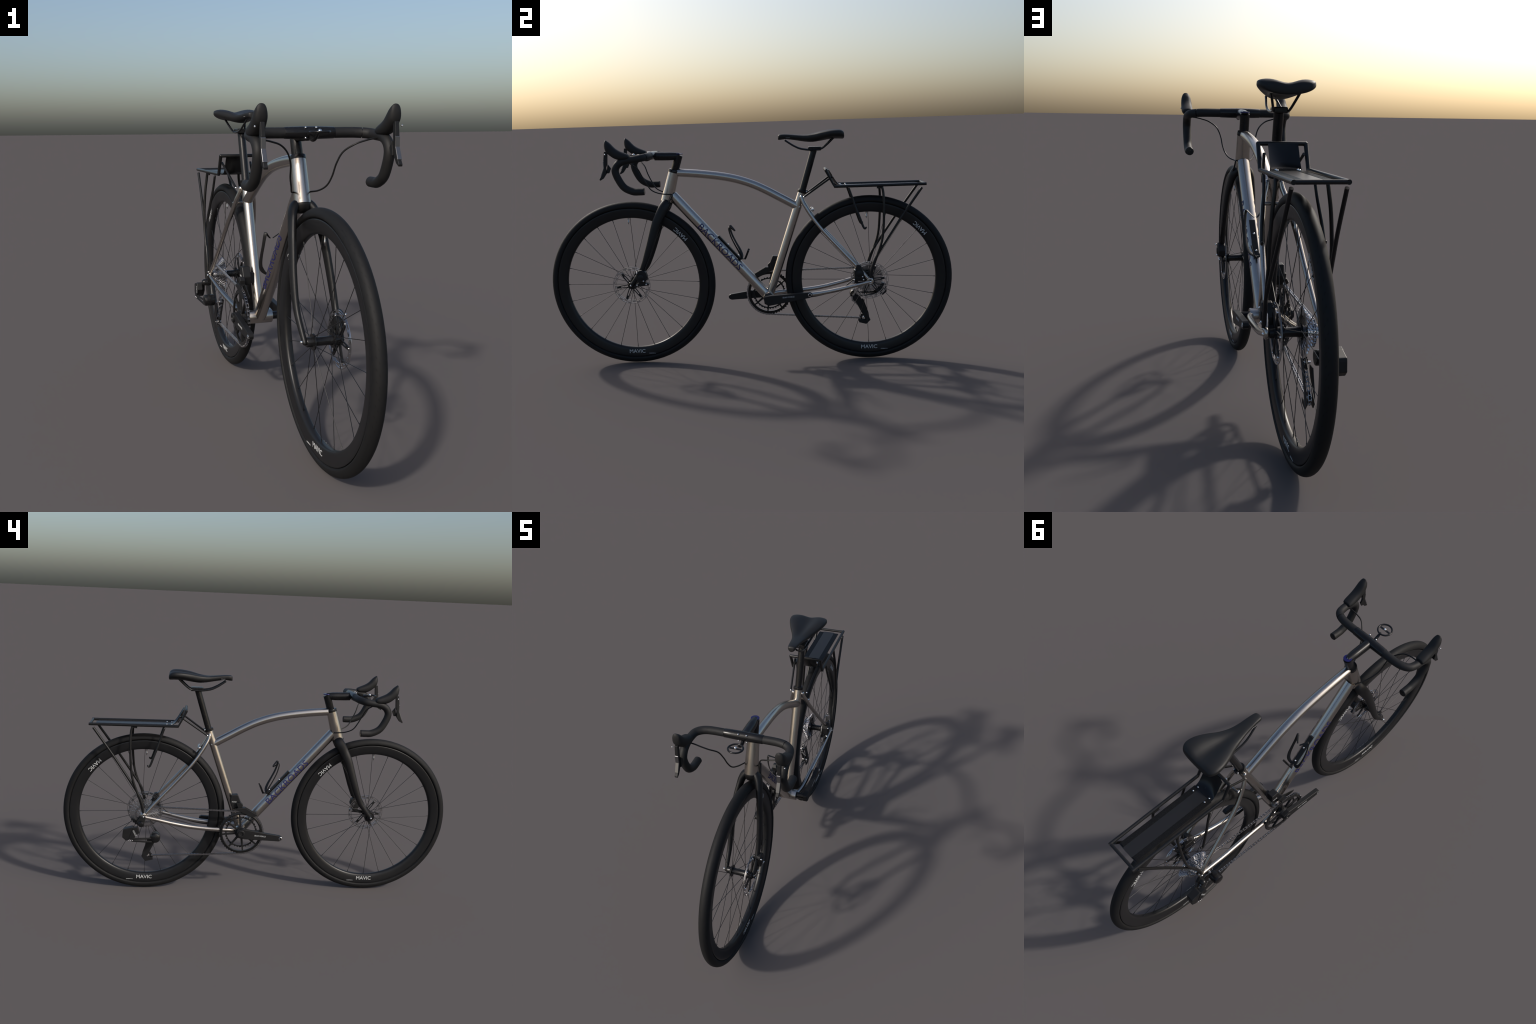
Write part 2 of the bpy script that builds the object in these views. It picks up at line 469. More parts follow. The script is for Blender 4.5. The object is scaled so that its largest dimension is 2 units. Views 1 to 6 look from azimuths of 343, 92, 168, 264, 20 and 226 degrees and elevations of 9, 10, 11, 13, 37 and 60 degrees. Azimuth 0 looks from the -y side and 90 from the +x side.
tube_part("stay_bridge", [(-0.039, 0.318, 0.7620), (0.039, 0.318, 0.7620)], 0.0062, M_TI, FR, 16, smooth_path=False, round_end=True)
for s in (-1, 1):
    bolt("frame_bolt", (s * 0.0385, 0.3130, 0.7640), 0.0055, FR)
lathe_part("seat_clamp", [(-0.006, 0.0175), (-0.006, 0.0225), (-0.004, 0.0235), (0.006, 0.0235), (0.008, 0.0220), (0.008, 0.0155)], ST_B, ST_B - ST_A, M_GLOSS, FR, 40)
prism_part("clamp_lug", [(0.2800, 0.8430), (0.2960, 0.8420), (0.2965, 0.8560), (0.2820, 0.8585)], -0.0090, 0.0090, M_GLOSS, FR, 0.002)
bolt("frame_bolt", (0.0105, 0.2895, 0.8500), 0.0042, FR)
bolt("frame_bolt", (-0.0105, 0.2895, 0.8500), 0.0042, FR)
# name on both flanks of the down tube
dt_dir = (DT_B - DT_A).normalized()
dt_up = V((0, -dt_dir.z, dt_dir.y))
if dt_up.z < 0: dt_up = -dt_up
def dt_point(s): return DT_A + dt_dir * s
s_mid = (V((0, -0.1390, 0.5920)) - DT_A).dot(dt_dir)
for sx in (-1, 1):
    def fn(u, v, w, sx=sx):
        along = s_mid + (u if sx > 0 else -u)
        th = v / 0.0252 - 0.02
        r = 0.0252 + 0.0002 + w
        return tuple(dt_point(along) + V((sx, 0, 0)) * (r * math.cos(th)) + dt_up * (r * math.sin(th)))
    lettering("frame_lettering", "BACKROADS", 0.0335, fn, M_NAVY, FR, width=0.2950, thick=0.0004, offset=0.003, slices=14, spacing=1.0)

# =============================================================== FORK
FK = group("fork")
crown = V((0, -0.3990, 0.8140))
for s in (-1, 1):
    leg = [(s * 0.0080, -0.3945, 0.8140), (s * 0.0245, -0.3985, 0.8120), (s * 0.0370, -0.4090, 0.7940), (s * 0.0440, -0.4250, 0.7660), (s * 0.0525, -0.4480, 0.7200), (s * 0.0570, -0.4640, 0.6730), (s * 0.0610, -0.4800, 0.6220), (s * 0.0635, -0.4960, 0.5740), (s * 0.0648, -0.5130, 0.5270), (s * 0.0645, -0.5310, 0.4880), (s * 0.0635, -0.5560, 0.4540), (s * 0.0620, -0.5800, 0.4230), (s * 0.0615, -0.5890, 0.4115)]
    wid = [(0.020, 0.0220), (0.0185, 0.0240), (0.0155, 0.0250), (0.0138, 0.0240), (0.0124, 0.0220), (0.0120, 0.0205), (0.0118, 0.0190), (0.0115, 0.0175), (0.0110, 0.0155), (0.0105, 0.0140), (0.0098, 0.0120), (0.0088, 0.0100), (0.0080, 0.0085)]
    q = spline([p + w for p, w in zip(leg, wid)], 6)
    b = MB(); b.tube([p[:3] for p in q], [p[3:] for p in q], 20, round_end=True, up=(1, 0, 0))
    add("fork_leg", b.mesh("fork_leg"), M_FORK, FK)
b = MB()
b.lathe([(-0.032, 0.006), (-0.030, 0.018), (-0.020, 0.0255), (-0.008, 0.0288), (-0.002, 0.0297), (-0.0005, 0.0290), (-0.0005, 0.015)], HT_B, ax, 40)
add("fork_crown", b.mesh("fork_crown", 50), M_FORK, FK)
bolt("axle_bolt", (-0.0715, Y_F, R_WHEEL + 0.002), 0.0052, FK)
bolt("axle_bolt", (0.0640, Y_F - 0.001, R_WHEEL + 0.001), 0.0065, FK)

# =============================================================== BRAKE CALIPERS
def caliper(yc, poly, mount, x0, x1, bolts, cap_c, rear=False):
    g = group("brake_caliper")
    prism_part("caliper_body", poly, x0, x1, M_DARK, g, 0.004)
    prism_part("caliper_mount", mount, x0 - 0.002, x0 + 0.016, M_DARK, g, 0.002)
    lathe_part("piston_cap", [(-0.02, 0.012), (0.0, 0.0150), (0.0022, 0.0150), (0.0035, 0.0130), (0.0035, 0.0)], (x1, cap_c[0], cap_c[1]), (1, 0, 0), M_DARK, g, 28)
    for p in bolts: bolt("caliper_bolt", p, 0.0042, g)
caliper(Y_F, [(-0.5470, 0.4900), (-0.5260, 0.4945), (-0.5085, 0.4810), (-0.5020, 0.4590), (-0.5120, 0.4340), (-0.5440, 0.4285), (-0.5565, 0.4440), (-0.5530, 0.4800)],
        [(-0.5740, 0.4075), (-0.5560, 0.4075), (-0.5010, 0.4130), (-0.4985, 0.4200), (-0.5100, 0.4260), (-0.5240, 0.4330), (-0.5420, 0.4330), (-0.5540, 0.4220), (-0.5680, 0.4180)], 0.0540, 0.0850,
        [(0.0890, -0.5515, 0.4805), (0.0800, -0.5105, 0.4215), (0.0740, -0.5570, 0.4170), (0.0880, -0.5210, 0.4395)], (-0.5330, 0.4560))
caliper(Y_R, [(0.5240, 0.4965), (0.5430, 0.4940), (0.5590, 0.4520), (0.5590, 0.4230), (0.5130, 0.4240), (0.5110, 0.4680)],
        [(0.5060, 0.4120), (0.5560, 0.4110), (0.5640, 0.4200), (0.5560, 0.4330), (0.5080, 0.4300)], 0.0560, 0.0900,
        [(0.0905, 0.5150, 0.4710), (0.0860, 0.5110, 0.4220), (0.0860, 0.5560, 0.4220), (0.0915, 0.5510, 0.4370)], (0.5350, 0.4520))

# =============================================================== COCKPIT
HB = group("handlebar")
st_ax = V((0, 0.31, 0.95)).normalized()
STB, STT = V((0, -0.3497, 0.9740)), V((0, -0.3275, 1.0440))
lathe_part("steerer_spacer", [(-0.006, 0.0175), (0, 0.0190), ((STT - STB).length, 0.0188), ((STT - STB).length + 0.001, 0.012)], STB, STT - STB, M_GLOSS, HB, 36)
tube_part("stem", [(0, -0.3240, 1.0410), (0, -0.3600, 1.0405), (0, -0.4000, 1.0410), (0, -0.4460, 1.0425)], [0.0150, 0.0196, 0.0205, 0.0205], M_GLOSS, HB, 32)
lathe_part("stem_cap", [(-0.0015, 0.012), (-0.0015, 0.0176), (0.0005, 0.0182), (0.0022, 0.0176), (0.0028, 0.0)], (0, -0.3262, 1.0500), (0, 0.02, 1), M_BLUE, HB, 36)
bolt("stem_bolt", (0, -0.3262, 1.0518), 0.0036, HB)
BAR_Y, BAR_Z = -0.4575, 1.0470
lathe_part("bar_clamp_section", [(-0.0825, 0.012), (-0.0825, 0.0176), (-0.0800, 0.0184), (-0.045, 0.0193), (-0.015, 0.0200), (0.015, 0.0200), (0.045, 0.0193), (0.0800, 0.0184), (0.0825, 0.0176), (0.0825, 0.012)], (0, BAR_Y, BAR_Z), (1, 0, 0), M_GLOSS, HB, 36)
for s in (-1, 1):
    for zz in (1.0628, 1.0312):
        bolt("stem_bolt", (s * 0.0175, -0.4742, zz), 0.0036, HB)
def drop_path(s):
    return spline([(s * 0.0800, BAR_Y, BAR_Z), (s * 0.1150, -0.4575, 1.0472), (s * 0.1500, -0.4595, 1.0470), (s * 0.1780, -0.4670, 1.0455), (s * 0.1990, -0.4840, 1.0425), (s * 0.2065, -0.5120, 1.0385), (s * 0.2080, -0.5400, 1.0355), (s * 0.2080, -0.5655, 1.0280), (s * 0.2080, -0.5865, 1.0120), (s * 0.2080, -0.5950, 0.9858),
                   (s * 0.2080, -0.5828, 0.9490), (s * 0.2080, -0.5576, 0.9110), (s * 0.2080, -0.5190, 0.8915), (s * 0.2080, -0.4900, 0.8895), (s * 0.2080, -0.4663, 0.8900)], 8)
for s in (-1, 1):
    P = drop_path(s)
    if s < 0:
        tube_part("bar_tape", P, 0.0170, M_TAPE, HB, 24, smooth_path=False)
    else:            # the tape on this side is laid in two runs with an open seam
        k = min(range(len(P)), key=lambda i: abs(P[i][0] - 0.1735))
        tube_part("bar_tape", P[:k + 1], 0.0170, M_TAPE, HB, 24, smooth_path=False)
        tube_part("bar_core", P[k - 1:k + 3], 0.0135, M_GLOSS, HB, 20, smooth_path=False)
        tube_part("bar_tape", [tuple(V(P[k + 1]) * 0.75 + V(P[k]) * 0.25)] + P[k + 1:], 0.0170, M_TAPE, HB, 24, smooth_path=False)
    lathe_part("bar_plug", [(0, 0.0165), (0.0020, 0.0155), (0.0026, 0.0)], (s * 0.208, -0.4663, 0.8900), (0, 1, 0.02), M_GLOSS, HB, 24)

# brake hoods: lofted between an upper and a lower profile line
def loft_tb(name, stations, mat, parent, xc=0.0, n=24, per=5, pw=0.85):
    q = spline(stations, per); rings = []
    for (ty, tz, by, bz, w) in q:
        c = V((xc, (ty + by) / 2, (tz + bz) / 2)); h = V((0, (ty - by) / 2, (tz - bz) / 2)); r = []
        for j in range(n):
            a = 2 * PI * j / n
            ca, sa = math.cos(a), math.sin(a)
            ca = math.copysign(abs(ca) ** pw, ca); sa = math.copysign(abs(sa) ** pw, sa)
            r.append(c + V((w * ca, 0, 0)) + h * sa)
        rings.append(r)
    b = MB(); b.rings(rings)
    return add(name, b.mesh(name, 70), mat, parent)
HOOD = [(-0.5285, 1.0545, -0.5285, 1.0500, 0.0080), (-0.5300, 1.0610, -0.5300, 1.0440, 0.0170), (-0.5340, 1.0645, -0.5340, 1.0395, 0.0200), (-0.5460, 1.0700, -0.5474, 1.0370, 0.0225), (-0.5740, 1.0822, -0.5750, 1.0385, 0.0232), (-0.5928, 1.0953, -0.6000, 1.0480, 0.0228),
        (-0.6112, 1.1152, -0.6262, 1.0692, 0.0212), (-0.6210, 1.1235, -0.6351, 1.0830, 0.0190), (-0.6290, 1.1292, -0.6388, 1.1006, 0.0145), (-0.6320, 1.1300, -0.6385, 1.1120, 0.0100), (-0.6345, 1.1285, -0.6375, 1.1200, 0.0045)]
for s in (-1, 1):
    loft_tb("brake_hood", HOOD, M_HOOD, HB, s * 0.2080)
    xc = s * 0.2080
    prism_part("brake_lever", [(-0.6270, 1.0790), (-0.6410, 1.0785), (-0.6462, 1.0378), (-0.6450, 1.0039), (-0.6575, 0.9721), (-0.6703, 0.9525), (-0.6680, 0.9458), (-0.6518, 0.9549), (-0.6354, 0.9781), (-0.6368, 1.0055), (-0.6297, 1.0222), (-0.6265, 1.0709)],
               xc - 0.0066, xc + 0.0066, M_DARK, HB, 0.0015)
    prism_part("lever_face", [(-0.6440, 1.0376), (-0.6482, 1.0340), (-0.6482, 1.0040), (-0.6638, 0.9666), (-0.6590, 0.9650), (-0.6440, 1.0037)], xc - 0.0072, xc + 0.0072, M_LEVER, HB, 0.001)
    prism_part("shift_paddle", [(-0.6300, 1.0212), (-0.6156, 1.0011), (-0.6250, 0.9788), (-0.6383, 0.9782)], xc - s * 0.0040, xc - s * 0.0110, M_DARK, HB, 0.001)
    bolt("lever_bolt", (s * 0.2282, -0.6336, 1.0657), 0.0034, HB)
# computer mount: ring on a short arm in front of the bar
b = MB()
b.tube([(0.0300 * math.cos(2 * PI * k / 40), -0.5495 + 0.0300 * math.sin(2 * PI * k / 40), 1.0490) for k in range(40)], (0.0038, 0.0036), 10, loop=True)
b.box((0, -0.5495, 1.0485), (0.024, 0.0036, 0.0018))
add("computer_mount", b.mesh("computer_mount"), M_GLOSS, HB)
tube_part("mount_arm", [(0.0010, -0.4750, 1.0300), (0.0020, -0.4900, 1.0265), (0.0035, -0.5080, 1.0330), (0.0030, -0.5250, 1.0450)], [0.0080, 0.0075, 0.0065, 0.0050], M_GLOSS, HB, 12, round_end=True)
bolt("mount_bolt", (0, -0.5495, 1.0520), 0.0062, HB)
# brake hoses
for s in (-1, 1):
    pts = [(s * 0.1970, -0.5400, 1.0290), (s * 0.1750, -0.5420, 1.0270), (s * 0.1500, -0.5430, 1.0215), (s * 0.1201, -0.5380, 1.0112), (s * 0.0909, -0.5150, 0.9879), (s * 0.0755, -0.5000, 0.9531), (s * 0.0694, -0.4790, 0.9111), (s * 0.0596, -0.4590, 0.8814), (s * 0.0468, -0.4245, 0.8642), (s * 0.0310, -0.3850, 0.8570)]
    if s < 0:
        pts += [(s * 0.0250, -0.3700, 0.8560)]
    else:
        pts += [(0.0320, -0.3660, 0.8545), (0.0340, -0.3720, 0.8380), (0.0400, -0.3900, 0.8080), (0.0530, -0.4230, 0.7400), (0.0640, -0.4550, 0.6500), (0.0720, -0.4850, 0.5600), (0.0780, -0.5120, 0.4930)]
    tube_part("brake_hose", pts, 0.0029, M_CABLE, HB, 10)
tube_part("brake_hose", [(0.0560, 0.2400, 0.3280), (0.0640, 0.3300, 0.3400), (0.0700, 0.4200, 0.3640), (0.0720, 0.4700, 0.3900), (0.0720, 0.5080, 0.4200)], 0.0026, M_CABLE, FR, 10)

# =============================================================== SADDLE AND SEAT POST
SD = group("saddle")
ST = [  # y, half width, top, bottom, depth of the middle channel
    (0.1570, 0.0060, 1.1190, 1.1060, 0.0), (0.1592, 0.0130, 1.1248, 1.1030, 0.0), (0.1680, 0.0182, 1.1288, 1.1028, 0.0), (0.1980, 0.0212, 1.1292, 1.1050, 0.0), (0.2440, 0.0265, 1.1250, 1.0985, 0.0),
    (0.2830, 0.0355, 1.1235, 1.0917, 0.0020), (0.3220, 0.0495, 1.1300, 1.0885, 0.0085), (0.3640, 0.0700, 1.1405, 1.0935, 0.0165), (0.4040, 0.0850, 1.1470, 1.1000, 0.0195), (0.4360, 0.0895, 1.1485, 1.1010, 0.0170),
    (0.4560, 0.0850, 1.1458, 1.1005, 0.0125), (0.4680, 0.0755, 1.1385, 1.1000, 0.0090), (0.4720, 0.0660, 1.1300, 1.1020, 0.0060), (0.4735, 0.0500, 1.1220, 1.1070, 0.0030)]
rings = []
for (y, w, zt, zb, g) in spline(ST, 5):
    r = []; zm = zt - 0.40 * (zt - zb)
    for j in range(48):
        a = 2 * PI * j / 48; c, s = math.cos(a), math.sin(a)
        x = w * math.copysign(abs(c) ** 0.97, c)
        if s >= 0: z = zm + (zt + 0.0012 - zm) * s ** 0.46 - g * math.exp(-(x / (0.40 * w)) ** 2)
        else: z = zm - (zm - zb) * (-s) ** 1.0
        r.append(V((x, y, z)))
    rings.append(r)
b = MB(); b.rings(rings)
add("saddle_shell", b.mesh("saddle_shell", 75), M_SADDLE, SD)
for s in (-1, 1):
    tube_part("saddle_rail", [(s * 0.0150, 0.1900, 1.1005), (s * 0.0180, 0.2100, 1.0870), (s * 0.0215, 0.2329, 1.0725), (s * 0.0238, 0.2652, 1.0583), (s * 0.0248, 0.3140, 1.0512), (s * 0.0252, 0.3600, 1.0545), (s * 0.0320, 0.3877, 1.0725), (s * 0.0450, 0.4250, 1.1080)], 0.0042, M_GLOSS, SD, 12)
b = MB(); b.box((0, 0.3325, 1.0565), (0.0225, 0.0310, 0.0095))
add("saddle_clamp", bevel(b.mesh("saddle_clamp"), 0.004, 3), M_GLOSS, SD)
SP = group("seat_post")
tube_part("post_tube", [(0, 0.2655, 0.8400), (0, 0.3285, 1.0500)], 0.0160, M_GLOSS, SP, 36, smooth_path=False)
lettering("saddle_lettering", "-", 0.0012, lambda u, v, w: (-0.0212 - w, 0.2050 - u, 1.1120 + v), M_GREY, SD, width=0.020, thick=0.0008)
lettering("saddle_lettering", "-", 0.0012, lambda u, v, w: (0.0212 + w, 0.2050 + u, 1.1120 + v), M_GREY, SD, width=0.020, thick=0.0008)

# =============================================================== REAR RACK
RK = group("rack")
for s in (-1, 1):
    tube_part("rack_rail", [(s * 0.0715, 0.8590, 0.8778), (s * 0.0752, 0.4225, 0.8765), (s * 0.0750, 0.3835, 0.9535)], 0.0070, M_RACK, RK, 16, smooth_path=False)
    pth = spline([(s * 0.0725, 0.8380, 0.8616), (s * 0.0780, 0.7473, 0.7328), (s * 0.0830, 0.6910, 0.6482), (s * 0.0880, 0.6378, 0.5664), (s * 0.0905, 0.6109, 0.5191), (s * 0.0920, 0.5953, 0.4713), (s * 0.0920, 0.5893, 0.4311)], 6)
    tube_part("rack_strut", pth, 0.0062, M_RACK, RK, 14, smooth_path=False)
    tube_part("rack_strut", [(s * 0.0735, 0.6480, 0.8700), (s * 0.0760, 0.6540, 0.8400), (s * 0.0835, 0.6560, 0.7800), (s * 0.0890, 0.6540, 0.6900), (s * 0.0910, 0.6455, 0.6130), (s * 0.0910, 0.6210, 0.5369), (s * 0.0905, 0.6030, 0.4855), (s * 0.0905, 0.5930, 0.4400)], 0.0060, M_RACK, RK, 14)
    tube_part("rack_hook", [(s * 0.0765, 0.4910, 0.8640), (s * 0.0800, 0.5088, 0.8128), (s * 0.0850, 0.5220, 0.7720), (s * 0.0900, 0.5390, 0.7290), (s * 0.0930, 0.5530, 0.6900), (s * 0.0945, 0.5600, 0.6760), (s * 0.0945, 0.5650, 0.6735), (s * 0.0945, 0.5690, 0.6780)], [0.0052, 0.0052, 0.0056, 0.0056, 0.0054, 0.0050, 0.0048, 0.0046], M_RACK, RK, 12, round_end=True)
    tube_part("rack_stay", [(s * 0.0620, 0.4150, 0.9250), (s * 0.0406, 0.2782, 0.8290)], 0.0049, M_RACK, RK, 12, smooth_path=False)
    bolt("rack_bolt", (s * 0.0406, 0.2765, 0.8270), 0.0048, RK)
    b = MB(); b.box((s * 0.0700, 0.6390, 0.8660), (0.0040, 0.0150, 0.0040)); add("rack_tab", bevel(b.mesh("rack_tab"), 0.001), M_RACK, RK)
    for yy in (0.4560, 0.4803):
        bolt("rack_bolt", (s * 0.0340, yy, 0.8792), 0.0040, RK)
tube_part("rack_crossbar", [(-0.0715, 0.8530, 0.8778), (0.0715, 0.8530, 0.8778)], 0.0064, M_RACK, RK, 16, smooth_path=False)
tube_part("rack_crossbar", [(-0.0750, 0.3835, 0.9545), (0.0750, 0.3835, 0.9545)], 0.0070, M_RACK, RK, 16, smooth_path=False, round_end=True)
# platform: smooth strip between two ribbed strips, curling up into a guard at the front
M_PLATE = plain("rack_platform_anodised", (0.0150, 0.0150, 0.0160), 0.36, spec=0.32)
def platform_section(u0, u1, x0, x1, ribs, path, t=0.0035, lift=0.0):
    """sheet swept along a path in y-z; ribs > 0 makes lengthwise ridges."""
    n = max(1, ribs) * (4 if ribs else 1)
    xs = [x0 + (x1 - x0) * i / n for i in range(n + 1)]
    rings = []
    for k, (y, z) in enumerate(path):
        a = path[max(0, k - 1)]; c = path[min(len(path) - 1, k + 1)]
        ty, tz = c[0] - a[0], c[1] - a[1]; l = math.hypot(ty, tz); ny, nz = -tz / l, ty / l
        if nz < 0 and abs(ty) > abs(tz): ny, nz = -ny, -nz
        up, dn = [], []
        for i, x in enumerate(xs):
            h = lift + (0.0012 if ribs and (i % 4) in (1, 2) else 0.0)
            up.append((x, y + ny * h, z + nz * h)); dn.append((x, y - ny * t, z - nz * t))
        rings.append(up + dn[::-1])
    b = MB(); b.rings(rings); return b
flat = [(0.8240, 0.8768), (0.4600, 0.8768)]
for s in (-1, 1):
    b = platform_section(0, 1, s * 0.0510, s * 0.0275, 10, flat)
    add("platform_ribs", b.mesh("platform_ribs", 25), M_RACK, RK)
b = platform_section(0, 1, -0.0272, 0.0272, 0, [(0.8300, 0.8772), (0.4600, 0.8772)])
add("platform", b.mesh("platform", 25), M_PLATE, RK)
b = platform_section(0, 1, -0.0510, 0.0510, 0, [(0.8290, 0.8735), (0.4600, 0.8735)], t=0.002)
add("platform_base", b.mesh("platform_base", 25), M_RACK, RK)
g_edge = spline([(0.4620, 0.8768), (0.4520, 0.8785), (0.4415, 0.8860), (0.4310, 0.8990), (0.4190, 0.9180), (0.4070, 0.9390), (0.3970, 0.9550)], 5)
g_mid = spline([(0.4620, 0.8768), (0.4480, 0.8777), (0.4320, 0.8842), (0.4175, 0.8982), (0.4045, 0.9180), (0.3945, 0.9390), (0.3885, 0.9550)], 5)
def guard_pt(k, u, lift):
    """u runs -1..1 across; the middle is dished forwards."""
    w = u * u
    k0, k1 = max(0, k - 1), min(len(g_edge) - 1, k + 1)
    mix = lambda i: (g_mid[i][0] * (1 - w) + g_edge[i][0] * w, g_mid[i][1] * (1 - w) + g_edge[i][1] * w)
    a, c, p = mix(k0), mix(k1), mix(k)
    ty, tz = c[0] - a[0], c[1] - a[1]; l = math.hypot(ty, tz)
    return (0.0475 * u, p[0] + tz / l * lift, p[1] - ty / l * lift)
rings = []
for k in range(len(g_edge)):
    us = [-1 + 2 * i / 16 for i in range(17)]
    rings.append([guard_pt(k, u, 0.0010) for u in us] + [guard_pt(k, u, -0.0015) for u in us[::-1]])
b = MB(); b.rings(rings)
add("rack_guard", b.mesh("rack_guard", 40), M_GLOSS, RK)

# =============================================================== BOTTLE CAGE
BC = group("bottle_cage")
o1 = V((0, -0.1507, 0.6427)); o2 = V((0, -0.0430, 0.5202))
dd = (o2 - o1).normalized(); nn = V((0, -dd.z, dd.y)); nn = nn if nn.z > 0 else -nn
rot = Matrix((V((1, 0, 0)), dd, nn)).transposed()
b = MB(); b.box((o1 + o2) / 2 + nn * 0.0005, (0.0115, (o2 - o1).length / 2, 0.0035), rot)
add("cage_base", bevel(b.mesh("cage_base"), 0.002), M_DARK, BC)
for t in (0.40, 0.86):
    bolt("cage_bolt", o1.lerp(o2, t) + nn * 0.005, 0.0046, BC)
for s in (-1, 1):
    arm = [(s * 0.0060, -0.0440, 0.5245), (s * 0.0170, -0.0400, 0.5290), (s * 0.0300, -0.0405, 0.5420), (s * 0.0370, -0.0500, 0.5660), (s * 0.0385, -0.0670, 0.5990), (s * 0.0370, -0.0850, 0.6380), (s * 0.0345, -0.0945, 0.6700), (s * 0.0325, -0.0965, 0.6830), (s * 0.0300, -0.0940, 0.6890), (s * 0.0240, -0.0870, 0.6830), (s * 0.0150, -0.0770, 0.6735), (s * 0.0060, -0.0690, 0.6650)]
    rr = [(0.0020, 0.0060), (0.0020, 0.0075), (0.0020, 0.0085), (0.0020, 0.0075), (0.0020, 0.0060), (0.0020, 0.0060), (0.0020, 0.0065), (0.0020, 0.0065), (0.0020, 0.0060), (0.0020, 0.0055), (0.0020, 0.0050), (0.0020, 0.0042)]
    q = spline([p + w for p, w in zip(arm, rr)], 6)
    b = MB(); b.tube([p[:3] for p in q], [p[3:] for p in q], 10)
    add("cage_arm", b.mesh("cage_arm"), M_DARK, BC)
tab = spline([(0.0275, -0.0035, 0.5685), (0.0230, -0.0085, 0.5570), (0.0150, -0.0165, 0.5370), (0.0070, -0.0225, 0.5245), (0.0, -0.0240, 0.5225), (-0.0070, -0.0225, 0.5245), (-0.0150, -0.0165, 0.5370), (-0.0230, -0.0085, 0.5570), (-0.0275, -0.0035, 0.5685)], 5)
b = MB(); b.tube(tab, (0.0022, 0.0050), 10)
b.tube([(0, -0.0460, 0.5225), (0, -0.0360, 0.5235), (0, -0.0230, 0.5230)], (0.0080, 0.0028), 10, up=(1, 0, 0))
add("cage_foot", b.mesh("cage_foot"), M_DARK, BC)

# =============================================================== CRANKSET
CK = group("crankset")
by, bz = BB
def toothed(name, x, r_tip, r_root, r_in, teeth, t, mat, parent, yc, zc, phase=0.0):
    b = MB(); n = teeth * 4; outer = []
    for j in range(n):
        a = 2 * PI * j / n + phase
        outer.append((r_tip if j % 4 in (1, 2) else r_root, a))
    rings = []
    for xx, src in ((x - t, 'o'), (x + t, 'o'), (x + t, 'i'), (x - t, 'i')):
        rings.append([(xx, yc + (r if src == 'o' else r_in) * math.cos(a), zc + (r if src == 'o' else r_in) * math.sin(a)) for r, a in outer])
    b.rings(rings, cap=False, loop=True)
    return add(name, b.mesh(name, 20), mat, parent)
XB, XS = -0.0760, -0.0660
toothed("chainring", XB, 0.1138, 0.1094, 0.0985, 48, 0.0020, M_DARK, CK, by, bz)
toothed("chainring", XS, 0.0838, 0.0795, 0.0738, 35, 0.0018, M_DARK, CK, by, bz)
b = MB(); b.lathe([(-0.0040, 0.0966), (-0.0052, 0.0995), (-0.0048, 0.1060), (-0.0010, 0.1098), (0.0025, 0.1075), (0.0025, 0.0966)], (XB, by, bz), (1, 0, 0), 96, closed=True)
add("chainring_rim", b.mesh("chainring_rim", 50), M_GLOSS, CK)
b = MB()
for k in range(8):
    a = math.radians(-6.5 + 45 * k)
    c, s = math.cos(a), math.sin(a)
    poly = [(0.020, -0.0060), (0.0990, -0.0034), (0.0990, 0.0034), (0.020, 0.0060)]
    b.prism([(by + p * c - q * s, bz + p * s + q * c) for p, q in poly], XB - 0.0035, XB + 0.0060)
add("chainring_spider", bevel(b.mesh("chainring_spider"), 0.001), M_DARK, CK)
lathe_part("spider_hub", [(-0.064, 0.016), (-0.064, 0.0310), (-0.078, 0.0320), (-0.080, 0.0290), (-0.088, 0.0270), (-0.088, 0.012)], (0, by, bz), (1, 0, 0), M_DARK, CK, 40)
lathe_part("crank_spindle", [(-0.100, 0.012), (-0.100, 0.0155), (0.100, 0.0155), (0.100, 0.012)], (0, by, bz), (1, 0, 0), M_GLOSS, CK, 32)
prism_part("crank_arm", [(0.1120, 0.3480), (0.0800, 0.3565), (-0.0211, 0.3370), (-0.1090, 0.3226), (-0.1190, 0.3170), (-0.1215, 0.3085), (-0.1170, 0.2985), (-0.1051, 0.2935), (0.0776, 0.3035), (0.1081, 0.3116), (0.1160, 0.3300)], -0.1070, -0.0860, M_DARK, CK, 0.002)
prism_part("crank_arm", [(0.0680, 0.3480), (0.0975, 0.3540), (0.2632, 0.3655), (0.2936, 0.3680), (0.3030, 0.3630), (0.3060, 0.3545), (0.3020, 0.3445), (0.2909, 0.3400), (0.0930, 0.3045), (0.0712, 0.3150)], 0.0860, 0.1070, M_DARK, CK, 0.002)
lathe_part("crank_bolt", [(0, 0.0185), (0.006, 0.0185), (0.008, 0.0165), (0.008, 0.0105), (0.004, 0.0085), (0.004, 0.0)], (-0.1050, 0.0912, 0.3320), (-1, 0, 0), M_DARK, CK, 32)
for (x, y, z, s) in ((-0.1060, -0.1121, 0.3080, -1), (0.1060, 0.2931, 0.3550, 1)):
    lathe_part("pedal_thread", [(-0.004, 0.0085), (0.0015, 0.0085), (0.0022, 0.0075), (0.0022, 0.0062), (-0.003, 0.0055), (-0.003, 0.0)], (x, y, z), (s, 0, 0), M_CHROME, CK, 24)
def crank_txt(sx, yc, zc, tilt):
    c, s = math.cos(tilt), math.sin(tilt)
    return lambda u, v, w: (sx * (0.1071 + w), yc + sx * (u * c - v * s) * 1.0, zc + (u * s + v * c))
lettering("crank_lettering", "SRAM FORCE", 0.0072, crank_txt(-1, -0.0060, 0.3215, math.radians(-5)), M_WHITE, CK, width=0.0580, thick=0.0004)
